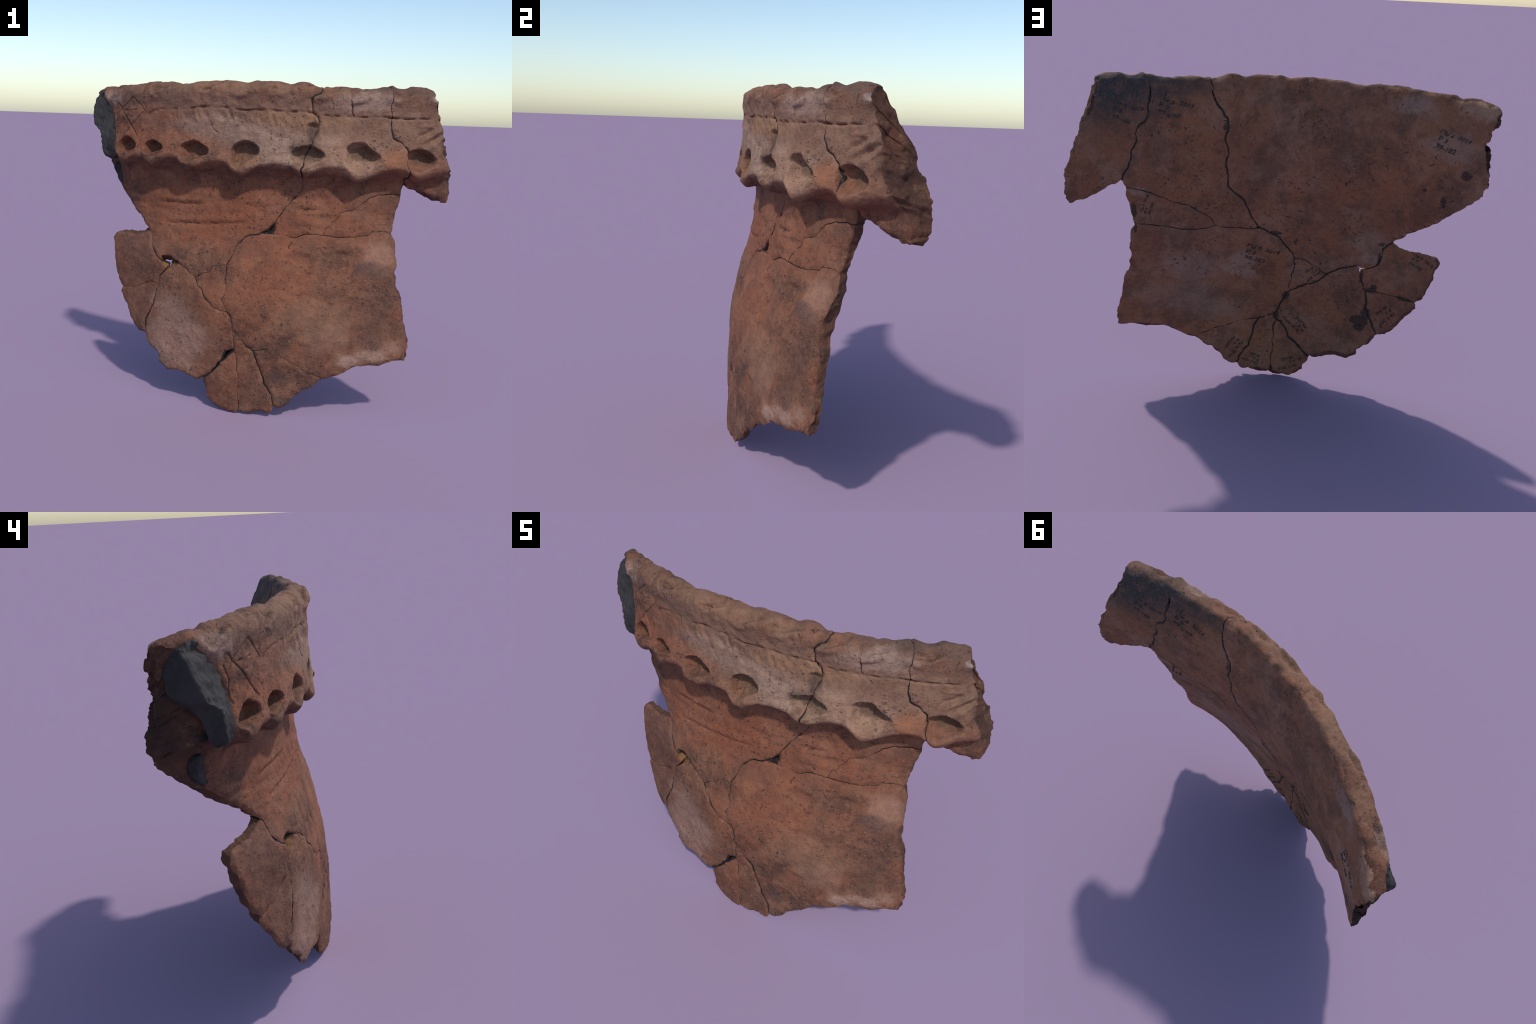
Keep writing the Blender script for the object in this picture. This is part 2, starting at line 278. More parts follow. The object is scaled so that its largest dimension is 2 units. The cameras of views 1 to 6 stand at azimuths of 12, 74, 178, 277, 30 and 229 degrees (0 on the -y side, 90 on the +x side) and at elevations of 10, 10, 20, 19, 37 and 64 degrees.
fracture('belly_foot', 'edge', [(.730, .336), (.678, .339), (.605, .313), (.556, .310), (.504, .305), (.438, .267), (.367, .232), (.344, .228)],
    [(.747, .352), (.655, .343), (.523, .323), (.470, .302), (.422, .276), (.389, .256), (.351, .248)])
fracture('left_end', 'end', [(-1.130, 1.88), (-1.142, 1.80), (-1.132, 1.75), (-1.08, 1.70), (-1.01, 1.662), (-.954, 1.588), (-.915, 1.481), (-.886, 1.408), (-.888, 1.351), (-.880, 1.30), (-.905, 1.25), (-.935, 1.205)],
    [(-1.130, 1.625), (-1.118, 1.553), (-1.105, 1.488), (-1.115, 1.43), (-1.140, 1.37), (-1.143, 1.30), (-1.112, 1.24)])
fracture('left_neck', 'edge', [(-.935, 1.205), (-.930, 1.12), (-.890, 1.085), (-.830, 1.053), (-.811, 1.026), (-.773, 1.002), (-.724, .964), (-.659, .910)],
    [(-1.112, 1.24), (-1.043, 1.180), (-.945, 1.106), (-.868, 1.049), (-.802, 1.018), (-.679, .925)])

# sherd: (kind of sherd, fracture lines in order, '-' = run backwards)
SHERDS = [
    ('rim_sherd', 'rim_a main_crack neck_crack chip_l belly_crack_a small_top -pale_top -hole_edge -fin_top_joint -left_neck -left_end'),
    ('rim_sherd', 'rim_b rim_crack neck_right wedge_top -shoulder_crack -chip_r -neck_crack -main_crack'),
    ('rim_sherd', 'rim_c right_end right_tip -rim_crack'),
    ('body_sherd', 'wedge_top wedge_foot -wedge_right'),
    ('body_sherd', 'chip_b shoulder_crack wedge_foot belly_right belly_foot -foot_c_top -foot_b_top -belly_crack_b -small_right -belly_crack_a'),
    ('body_sherd', 'small_right -small_left -small_top'),
    ('body_sherd', 'pale_top small_left belly_crack_b pale_right pale_foot pale_edge pale_left fin_right pale_chip'),
    ('body_sherd', 'fin_top fin_left -fin_crack fin_right fin_chip -fin_top_joint'),
    ('body_sherd', 'fin_crack fin_low_left pale_left'),
    ('body_sherd', 'foot_ab foot_a_edge -foot_a_top'),
    ('body_sherd', 'foot_b_top foot_bc foot_b_edge -foot_ab -pale_right'),
    ('body_sherd', 'foot_c_top foot_c_edge -foot_bc'),
]
# kind: jaggedness, half gap, bevel depth, bevel width, wall rows, wall roughness
KIND = {'rim': (0, 0, 0, .01, 0, 0), 'seam': (.0042, .0022, .0045, .009, 4, .002), 'hair': (.0030, .0012, .0028, .007, 4, .002), 'chip': (.004, .002, .004, .010, 5, .003),
        'edge': (.0048, 0, .0090, .016, 9, .005), 'end': (.0080, 0, .0140, .026, 22, .011)}
STEP = .006

def resample(pts, n):
    P = np.asarray(pts, float); L = np.concatenate([[0], np.cumsum(np.linalg.norm(np.diff(P, axis=0), axis=1))])
    t = np.linspace(0, L[-1], n)
    return np.stack([np.interp(t, L, P[:, k]) for k in (0, 1)], 1)

LINE = {}
for k, (name, (kind, out, inn)) in enumerate(F.items()):
    jag = KIND[kind][0]
    out, inn = np.asarray(out, float), np.asarray(inn, float)
    length = max(np.linalg.norm(np.diff(P, axis=0), axis=1).sum() for P in (out, inn))
    n = max(4, int(length / STEP) + 1)
    res = []
    for side, P in enumerate((out, inn)):
        Q = resample(P, n)
        if jag:
            T = np.gradient(Q, axis=0); T /= np.linalg.norm(T, axis=1)[:, None] + 1e-9
            N = np.stack([-T[:, 1], T[:, 0]], 1)
            x = np.arange(n) * STEP
            p = np.stack([x, x * 0 + 3.7 * k + .012 * side, x * 0], -1)
            fade = np.clip(np.minimum(np.arange(n), np.arange(n)[::-1]) / 3, 0, 1)
            Q = Q + N * (jag * fade * (.8 * noise(p, .060, 5) + .8 * noise(p, .026, 6) + .40 * noise(p, .0135, 8)))[:, None]
        res.append(Q)
    LINE[name] = (kind, res[0], res[1])

# ------------------------------------------------------------------ materials
class Nodes:
    """small helper to write node trees as expressions"""
    def __init__(self, mat):
        self.t = mat.node_tree; self.t.nodes.clear()
        self.pool = {}; co = self.t.nodes.new('ShaderNodeTexCoord'); self.co = co.outputs['Object']
    def new(self, kind, **kw):
        n = self.t.nodes.new(kind)
        for k, v in kw.items(): setattr(n, k, v)
        return n
    def link(self, a, b):
        if isinstance(a, (int, float, tuple)): b.default_value = a
        else: self.t.links.new(a, b)
    def math(self, op, a, b=0.0, clamp=False):
        n = self.new('ShaderNodeMath', operation=op, use_clamp=clamp); self.link(a, n.inputs[0]); self.link(b, n.inputs[1]); return n.outputs[0]
    def noise(self, scale, detail=4, rough=.55, dist=0.0, stretch=None, offset=(0, 0, 0)):
        n = self.new('ShaderNodeTexNoise'); n.inputs['Scale'].default_value = scale; n.inputs['Detail'].default_value = detail
        n.inputs['Roughness'].default_value = rough; n.inputs['Distortion'].default_value = dist
        m = self.new('ShaderNodeMapping'); m.inputs['Location'].default_value = offset
        if stretch: m.inputs['Scale'].default_value = stretch
        self.link(self.co, m.inputs['Vector']); self.link(m.outputs[0], n.inputs['Vector']); return n.outputs['Fac']
    def voronoi(self, scale, feature='F1', rand=1.0):
        n = self.new('ShaderNodeTexVoronoi', feature=feature); n.inputs['Scale'].default_value = scale; n.inputs['Randomness'].default_value = rand
        self.link(self.co, n.inputs['Vector']); return n.outputs['Distance']
    def ramp(self, x, a, b, lo=0.0, hi=1.0):
        n = self.new('ShaderNodeMapRange', interpolation_type='SMOOTHSTEP'); self.link(x, n.inputs[0])
        for i, v in zip((1, 2, 3, 4), (a, b, lo, hi)): n.inputs[i].default_value = v
        return n.outputs[0]
    def mix(self, f, a, b, blend='MIX'):
        n = self.new('ShaderNodeMix', data_type='RGBA', blend_type=blend); self.link(f, n.inputs[0])
        for v, i in ((a, 6), (b, 7)):
            self.link(v if not isinstance(v, tuple) else (*v, 1.0), n.inputs[i])
        return n.outputs[2]
    def shared(self, scale, detail, off):
        """one noise field used by all patches of a material"""
        key = (scale, off)
        if key not in self.pool: self.pool[key] = self.noise(scale, detail, .72, .3, offset=(off, off * 2, off * 3))
        return self.pool[key]
    def shared_ramp(self):
        if 'broken' not in self.pool: self.pool['broken'] = self.ramp(self.shared(26.0, 8, 4.3), .34, .58, .60, 1.12)
        return self.pool['broken']
    def blot(self, centre, size, ragged=.5, nscale=9.0, soft=.6):
        """patch round a point on the object, with a ragged edge; size = radii in x, y, z"""
        m = self.new('ShaderNodeVectorMath', operation='SUBTRACT'); self.link(self.co, m.inputs[0]); m.inputs[1].default_value = centre
        d = self.new('ShaderNodeVectorMath', operation='DIVIDE'); self.link(m.outputs[0], d.inputs[0]); d.inputs[1].default_value = size
        l = self.new('ShaderNodeVectorMath', operation='LENGTH'); self.link(d.outputs[0], l.inputs[0])
        n = self.shared(nscale, 9, 1.7)
        x = self.math('ADD', l.outputs['Value'], self.math('MULTIPLY', self.math('SUBTRACT', n, .5), ragged * 3.4))
        broken = self.shared_ramp()
        return self.math('MULTIPLY', self.ramp(x, 1.0 + soft * .5, 1.0 - soft * .5), broken) if soft > .5 else self.ramp(x, 1.0 + soft * .5, 1.0 - soft * .5)
    def finish(self, col, rough=.85, bump=None, spec=.25):
        b = self.new('ShaderNodeBsdfPrincipled'); o = self.new('ShaderNodeOutputMaterial')
        self.link(col if not isinstance(col, tuple) else (*col, 1.0), b.inputs['Base Color']); self.link(rough, b.inputs['Roughness'])
        b.inputs['Specular IOR Level'].default_value = spec
        if bump is not None:
            bn = self.new('ShaderNodeBump'); bn.inputs['Strength'].default_value = 1.0; bn.inputs['Distance'].default_value = 1.0
            self.link(bump, bn.inputs['Height']); self.link(bn.outputs[0], b.inputs['Normal'])
        self.t.links.new(b.outputs[0], o.inputs['Surface'])

def new_mat(name):
    m = bpy.data.materials.new(name); m.use_nodes = True; return m, Nodes(m)

def on_outer(s, h): return tuple(float(v) for v in place(np.array(s), np.interp(h, OUTER[:, 0], OUTER[:, 1]), np.array(float(np.interp(h, OUTER[:, 0], OUTER[:, 2])))))
def on_inner(s, h): return tuple(float(v) for v in place(np.array(s), np.interp(h, INNER[:, 0], INNER[:, 1]), np.array(float(h))))

RED, BROWN, ORANGE, PALE, DARK = (.212, .075, .041), (.128, .060, .041), (.300, .105, .052), (.330, .205, .160), (.075, .042, .034)

def specks(n, col, amount=.5):
    """dark pores, soot flecks and pale mineral grains, all irregular"""
    keep = n.noise(5, 4, .6)
    a = n.math('MULTIPLY', n.ramp(n.noise(62, 3, .55, .6), .62, .68), n.ramp(keep, .42, .60))
    b = n.math('MULTIPLY', n.ramp(n.noise(33, 3, .6, .8, offset=(4, 1, 2)), .655, .71), n.ramp(n.noise(3.2, 3, offset=(4, 1, 2)), .42, .6))
    c = n.math('MULTIPLY', n.ramp(n.noise(110, 2, .5, .3, offset=(1, 8, 2)), .67, .75, 0, .8), n.ramp(n.noise(8, 4, .6, offset=(2, 5, 2)), .45, .6))
    pore = n.math('MAXIMUM', n.math('MAXIMUM', a, b), c)
    col = n.mix(n.math('MULTIPLY', pore, amount), col, (.040, .030, .030))
    pale = n.math('MULTIPLY', n.ramp(n.noise(75, 3, .6, .5, offset=(9, 2, 5)), .655, .72), n.ramp(n.noise(5, 4, offset=(9, 2, 5)), .48, .64))
    return n.mix(n.math('MULTIPLY', pale, .45), col, (.36, .28, .24)), pore

def mottle(n, col, light, dark, k=1.0, off=0.0):
    """cloudy patches on three scales"""
    for i, (sc, a, b) in enumerate([(3.6, .49, .61), (8, .50, .64), (20, .53, .68)]):
        col = n.mix(n.math('MULTIPLY', n.ramp(n.noise(sc, 9, .68, .25, offset=(off + i, 3 * i, 1)), a, b), (.55, .45, .35)[i] * k), col, light)
        col = n.mix(n.math('MULTIPLY', n.ramp(n.noise(sc * 1.15, 9, .68, .25, offset=(5 + i, off, 2 * i)), a, b), (.60, .50, .45)[i] * k), col, dark)
    return col

def clay_outer():
    m, n = new_mat('fired_clay_outside')
    col = n.mix(n.ramp(n.noise(2.6, 4, .6), .36, .64), RED, BROWN)
    col = mottle(n, col, (.275, .130, .074), (.066, .034, .026), 1.25)
    col = n.mix(1.0, col, (.90, .90, .90), 'MULTIPLY')
    # rim band and cordon are greyer and lighter than the neck, orange low on the left of the cordon
    for c, size, k, colour in [
        ((.25, 1.50), (.85, .55, .20), .70, (.245, .150, .105)), ((-.45, 1.62), (.45, .4, .07), .55, (.215, .125, .088)),
        ((-.18, 1.48), (.22, .25, .060), .65, (.36, .245, .190)), ((.10, 1.36), (.17, .25, .065), .85, (.39, .265, .195)), ((.40, 1.36), (.20, .25, .09), .75, (.36, .225, .155)), ((.02, 1.44), (.30, .25, .05), .5, (.36, .25, .19)),
        ((.20, 1.53), (.22, .25, .035), .6, (.30, .175, .095)), ((.52, 1.63), (.14, .2, .045), .6, (.36, .26, .215)), ((.40, 1.61), (.10, .2, .035), .5, (.30, .20, .165)),
        ((-.90, 1.62), (.09, .12, .045), .6, (.36, .26, .22)), ((-.30, 1.69), (.40, .3, .025), .5, (.27, .155, .090)),
        ((-.72, 1.42), (.22, .25, .075), .75, (.31, .115, .060)), ((-.45, 1.39), (.22, .22, .06), .70, (.32, .125, .068)), ((-.12, 1.31), (.14, .2, .04), .6, (.33, .16, .09)),
        ((.665, 1.35), (.075, .12, .055), .75, (.34, .145, .075)), ((.90, 1.30), (.10, .15, .06), .5, (.26, .12, .075)), ((-.60, 1.53), (.14, .15, .05), .6, (.29, .115, .066)),
        ((-.1, 1.02), (.75, .4, .17), .62, (.265, .088, .043)), ((.1, .72), (.30, .3, .17), .55, (.285, .100, .050)), ((-.20, .60), (.12, .15, .12), .4, (.27, .098, .052)),
        ((-.42, .36), (.17, .2, .15), .8, (.32, .205, .165)), ((-.45, .52), (.13, .18, .09), .55, (.27, .165, .125)), ((-.36, .22), (.06, .1, .10), .45, (.31, .18, .13)),
        ((.47, .335), (.06, .1, .035), .75, (.37, .25, .20)), ((.57, .365), (.08, .1, .03), .70, (.37, .25, .20)), ((.67, .41), (.05, .08, .03), .5, (.34, .22, .17)),
        ((.36, .44), (.10, .15, .08), .5, (.28, .17, .125)), ((.30, .55), (.20, .2, .10), .45, (.24, .135, .085)), ((.62, .86), (.08, .1, .07), .6, (.34, .185, .135)),
        ((.56, .79), (.075, .1, .035), .75, (.085, .052, .046)), ((.33, .71), (.05, .1, .05), .4, (.12, .068, .052)), ((.56, .43), (.06, .1, .04), .45, (.10, .058, .045)),
        ((.135, .21), (.05, .08, .035), .75, (.075, .046, .040)), ((.17, .10), (.045, .08, .025), .7, (.075, .050, .042)), ((-.19, .33), (.05, .1, .12), .55, (.12, .060, .045)),
        ((.66, 1.13), (.055, .1, .03), .5, (.085, .052, .042)), ((-.7, .82), (.14, .2, .08), .5, (.15, .075, .058)), ((-.06, .88), (.12, .2, .06), .35, (.14, .066, .048)),
        ((.245, 1.46), (.030, .08, .05), .75, (.055, .040, .032)), ((.20, 1.375), (.05, .08, .04), .65, (.10, .070, .050)), ((.49, 1.385), (.055, .08, .028), .6, (.12, .085, .058)),
        ((.845, 1.652), (.020, .05, .013), .55, (.60, .53, .52)), ((.70, 1.76), (.16, .12, .05), .55, (.07, .058, .052)), ((-.78, 1.645), (.03, .05, .02), .5, (.08, .055, .055))]:
        col = n.mix(n.math('MULTIPLY', n.blot(on_outer(*c), size, .62, 8.0, .9), k), col, colour)
    for (c, hc, a, bb, dep, lip) in PITS:                 # dark brown patch painted on the floor of each finger impression
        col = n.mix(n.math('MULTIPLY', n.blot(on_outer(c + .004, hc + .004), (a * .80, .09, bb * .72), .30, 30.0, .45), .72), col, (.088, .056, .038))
    col = mottle(n, col, (.300, .155, .098), (.062, .034, .027), .38, 7.0)
    grain = n.noise(85, 6, .75)
    col = n.mix(n.ramp(grain, .45, .72, 0, .35), col, (.29, .155, .10)); col = n.mix(n.ramp(n.noise(70, 6, .75, offset=(6, 6, 1)), .50, .75, 0, .45), col, (.070, .038, .030))
    col, pore = specks(n, col, .70)
    col = n.mix(1.0, col, (.90, .87, .85), 'MULTIPLY')
    bump = n.math('SUBTRACT', n.math('MULTIPLY', n.noise(95, 6, .65), .0032), n.math('MULTIPLY', pore, .0050))
    bump = n.math('ADD', bump, n.math('MULTIPLY', n.noise(38, 5, .65, stretch=(1, 1, 1.25)), .0065))
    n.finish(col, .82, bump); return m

def clay_inner():
    m, n = new_mat('fired_clay_inside')
    col = n.mix(n.ramp(n.noise(3.1, 4, .6, offset=(5, 2, 8)), .36, .64), (.262, .105, .052), (.202, .086, .050))
    col = mottle(n, col, (.285, .155, .105), (.092, .044, .031), .95, 11.0)
    for c, size, k, colour in [
        ((.12, .74), (.06, .08, .045), .45, (.34, .25, .21)), ((.17, .69), (.05, .08, .04), .4, (.34, .25, .21)), ((.09, .66), (.05, .08, .04), .4, (.34, .25, .21)),
        ((.37, .70), (.16, .2, .08), .45, (.30, .20, .165)), ((.30, .44), (.16, .2, .08), .35, (.29, .19, .14)), ((.46, .53), (.2, .2, .09), .35, (.28, .18, .145)),
        ((-.55, .90), (.09, .1, .06), .35, (.31, .21, .16)), ((-.58, .81), (.05, .06, .03), .4, (.34, .25, .21)), ((-.73, 1.63), (.10, .1, .04), .5, (.31, .21, .17)),
        ((-1.07, 1.64), (.08, .12, .045), .7, (.36, .22, .15)), ((.69, 1.148), (.045, .05, .025), .5, (.34, .24, .20)), ((-.95, 1.45), (.13, .15, .06), .4, (.31, .21, .17))]:
        col = n.mix(n.math('MULTIPLY', n.blot(on_inner(*c), size, .7, 12.0, .9), k), col, colour)
    # soot: fire cloud at the right end of the rim, glue smears at the joints
    soot = n.blot(on_inner(.80, 1.66), (.23, .26, .17), .30, 5.0, 1.5)
    col = n.mix(n.math('MULTIPLY', soot, .92), col, (.046, .042, .044))
    col = n.mix(n.math('MULTIPLY', n.blot(on_inner(.52, 1.66), (.22, .2, .055), .5, 7.0, .9), .7), col, (.045, .042, .043))
    for c, size in [((-.525, .425), (.052, .05, .036)), ((-.560, .470), (.026, .03, .040)), ((-.527, .385), (.032, .03, .022)), ((-.575, .622), (.038, .04, .016)), ((-.593, .645), (.020, .02, .020)),
                    ((-.755, .605), (.050, .05, .014)), ((-.125, .530), (.020, .03, .026)), ((-.075, .395), (.018, .03, .030)), ((-.055, .912), (.034, .03, .014)), ((.228, 1.470), (.012, .03, .020)),
                    ((.692, .955), (.010, .03, .030)), ((.70, 1.05), (.012, .03, .045)), ((-.83, 1.238), (.014, .02, .014)), ((-1.03, 1.335), (.022, .04, .024)), ((-.93, 1.192), (.014, .02, .030)), ((-.630, .905), (.022, .03, .012)), ((-.615, .81), (.008, .02, .05)), ((-.525, .70), (.009, .02, .055)), ((-.06, .05), (.012, .03, .025))]:
        col = n.mix(n.math('MULTIPLY', n.blot(on_inner(*c), size, .55, 45.0, .25), .80), col, (.020, .017, .018))
    col = n.mix(n.ramp(n.noise(80, 6, .75, offset=(3, 3, 3)), .48, .74, 0, .35), col, (.31, .195, .13)); col = n.mix(n.ramp(n.noise(66, 6, .75, offset=(6, 2, 1)), .48, .72, 0, .5), col, (.080, .046, .036))
    col, pore = specks(n, col, .88)
    bump = n.math('SUBTRACT', n.math('MULTIPLY', n.noise(95, 6, .65), .0028), n.math('MULTIPLY', pore, .0025))
    n.finish(col, .85, bump); return m

def clay_broken():
    m, n = new_mat('broken_clay')
    col = n.mix(n.ramp(n.noise(9, 5, .65), .38, .62), (.128, .058, .037), (.082, .042, .031))
    col = n.mix(n.math('MULTIPLY', n.ramp(n.noise(20, 5, .7, offset=(3, 4, 0)), .55, .70), .7), col, (.215, .120, .065))
    col = n.mix(n.math('MULTIPLY', n.ramp(n.noise(13, 5, .7, offset=(8, 1, 2)), .54, .68), .8), col, (.038, .029, .026))
    chip = n.blot(on_outer(-.50, .72), (.055, .07, .05), .2, 20., .4)
    col = n.mix(n.math('MULTIPLY', chip, .8), col, (.27, .140, .062))
    core = n.blot(on_inner(-1.08, 1.38), (.13, .10, .16), .5, 16.0, .8)
    col = n.mix(n.math('MULTIPLY', core, .6), col, (.030, .022, .020))
    left = n.blot(on_outer(-.95, 1.29), (.06, .10, .035), .35, 22.0, .5)
    col = n.mix(n.math('MULTIPLY', left, .9), col, (.020, .018, .018))
    col, pore = specks(n, col, .7)
    bump = n.math('ADD', n.math('MULTIPLY', n.noise(45, 7, .7), .010), n.math('MULTIPLY', n.noise(110, 4, .6), .003))
    n.finish(col, .92, bump, .15); return m

def resin_mat():
    m, n = new_mat('grey_filler')
    col = n.mix(n.ramp(n.noise(9, 4), .35, .65), (.036, .034, .033), (.022, .021, .021))
    n.finish(col, .72, n.math('MULTIPLY', n.noise(30, 5, .6, stretch=(1, 1, .35)), .006), .25); return m

def glue_mat():
    m, n = new_mat('dark_glue')
    col = n.mix(n.ramp(n.noise(70, 3, offset=(2, 2, 2)), .76, .82), (.014, .012, .012), (.30, .28, .29))
    n.finish(col, .55, n.math('MULTIPLY', n.noise(60, 4), .004), .3); return m

def ink_mat():
    m, n = new_mat('black_ink')
    n.finish(n.mix(n.ramp(n.noise(60, 4), .35, .75), (.022, .018, .019), (.07, .045, .036)), .6, None, .3); return m

def dirt_mat():
    m, n = new_mat('soil_in_incisions')
    n.finish(n.mix(n.ramp(n.noise(50, 4), .35, .65), (.035, .025, .024), (.075, .045, .038)), .9); return m

MAT_DIRT = dirt_mat()
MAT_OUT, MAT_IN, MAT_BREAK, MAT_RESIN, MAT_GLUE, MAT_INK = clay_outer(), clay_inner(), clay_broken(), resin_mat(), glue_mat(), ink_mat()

# ------------------------------------------------------------------ building one sherd
def inside_polygon(P, Q):
    x, y = P[:, 0], P[:, 1]; res = np.zeros(len(P), bool)
    a = Q; b = np.roll(Q, -1, 0)
    for (x0, y0), (x1, y1) in zip(a, b):
        c = (y0 > y) != (y1 > y)
        if y0 != y1: res ^= c & (x < (x1 - x0) * (y - y0) / (y1 - y0) + x0)
    return res

def nearest(P, Q):
    kd = KDTree(len(Q))
    for i, q in enumerate(Q): kd.insert((q[0], q[1], 0), i)
    kd.balance()
    r = [kd.find((p[0], p[1], 0)) for p in P]
    return np.array([x[2] for x in r]), np.array([x[1] for x in r], int)

def fill_points(loop, fine, side, seed):
    """scattered interior points: hexagonal grid, finer on the ornamented rim, along incised lines and by the edges"""
    g = np.random.default_rng(seed)
    lo, hi = loop.min(0), loop.max(0); sets = []
    for (h0, h1, d) in fine:
        a, b = max(lo[1], h0), min(hi[1], h1)
        if b <= a: continue
        rows = np.arange(a, b, d * .866); cols = np.arange(lo[0], hi[0], d)
        gx, gy = np.meshgrid(cols, rows); gx = gx + (np.arange(len(rows)) % 2)[:, None] * d / 2
        G = np.stack([gx.ravel(), gy.ravel()], 1); sets.append(G + g.uniform(-.18, .18, G.shape) * d)
    P = np.vstack(sets)
    P = P[inside_polygon(P, loop)]
    d, _ = nearest(P, loop); P = P[d > .0065]
    if side == 0:
        keep = np.ones(len(P), bool); extra = []
        for (w, dep, pts) in LINES:
            L = np.linalg.norm(np.diff(np.asarray(pts), axis=0), axis=1).sum()
            Q = resample(pts, max(3, int(L / .0035)))
            T = np.gradient(Q, axis=0); T /= np.linalg.norm(T, axis=1)[:, None]; N = np.stack([-T[:, 1], T[:, 0]], 1)
            R = np.vstack([Q + N * o * w * .62 for o in (-1.7, -.75, 0, .75, 1.7)])
            R = R[inside_polygon(R, loop)]
            if len(R): extra.append(R)
        if extra:
            E = np.vstack(extra)
            # thin out points that fall on top of one another where lines cross
            _, first = np.unique(np.round(E / .0011).astype(int), axis=0, return_index=True); E = E[np.sort(first)]
            dE, _ = nearest(P, E); P = P[dE > .004]
            db, _ = nearest(E, loop); P = np.vstack([P, E[db > .005]])
    return P

def triangulate(loop, pts):
    n = len(loop)
    co = [Vector((float(a), float(b))) for a, b in np.vstack([loop, pts])]
    v, e, f, ov, oe, of = delaunay_2d_cdt(co, [], [list(range(n))], 1, 1e-7, True)
    V = np.array([(p.x, p.y) for p in v]); where = -np.ones(len(co), int)
    for new, olds in enumerate(ov):
        for o in olds: where[o] = new
    T = np.array([tuple(t) for t in f]); T = T[inside_polygon(V[T].mean(1), loop)]      # keep what lies inside the outline
    return V, [tuple(int(q) for q in t) for t in T], where[:n]

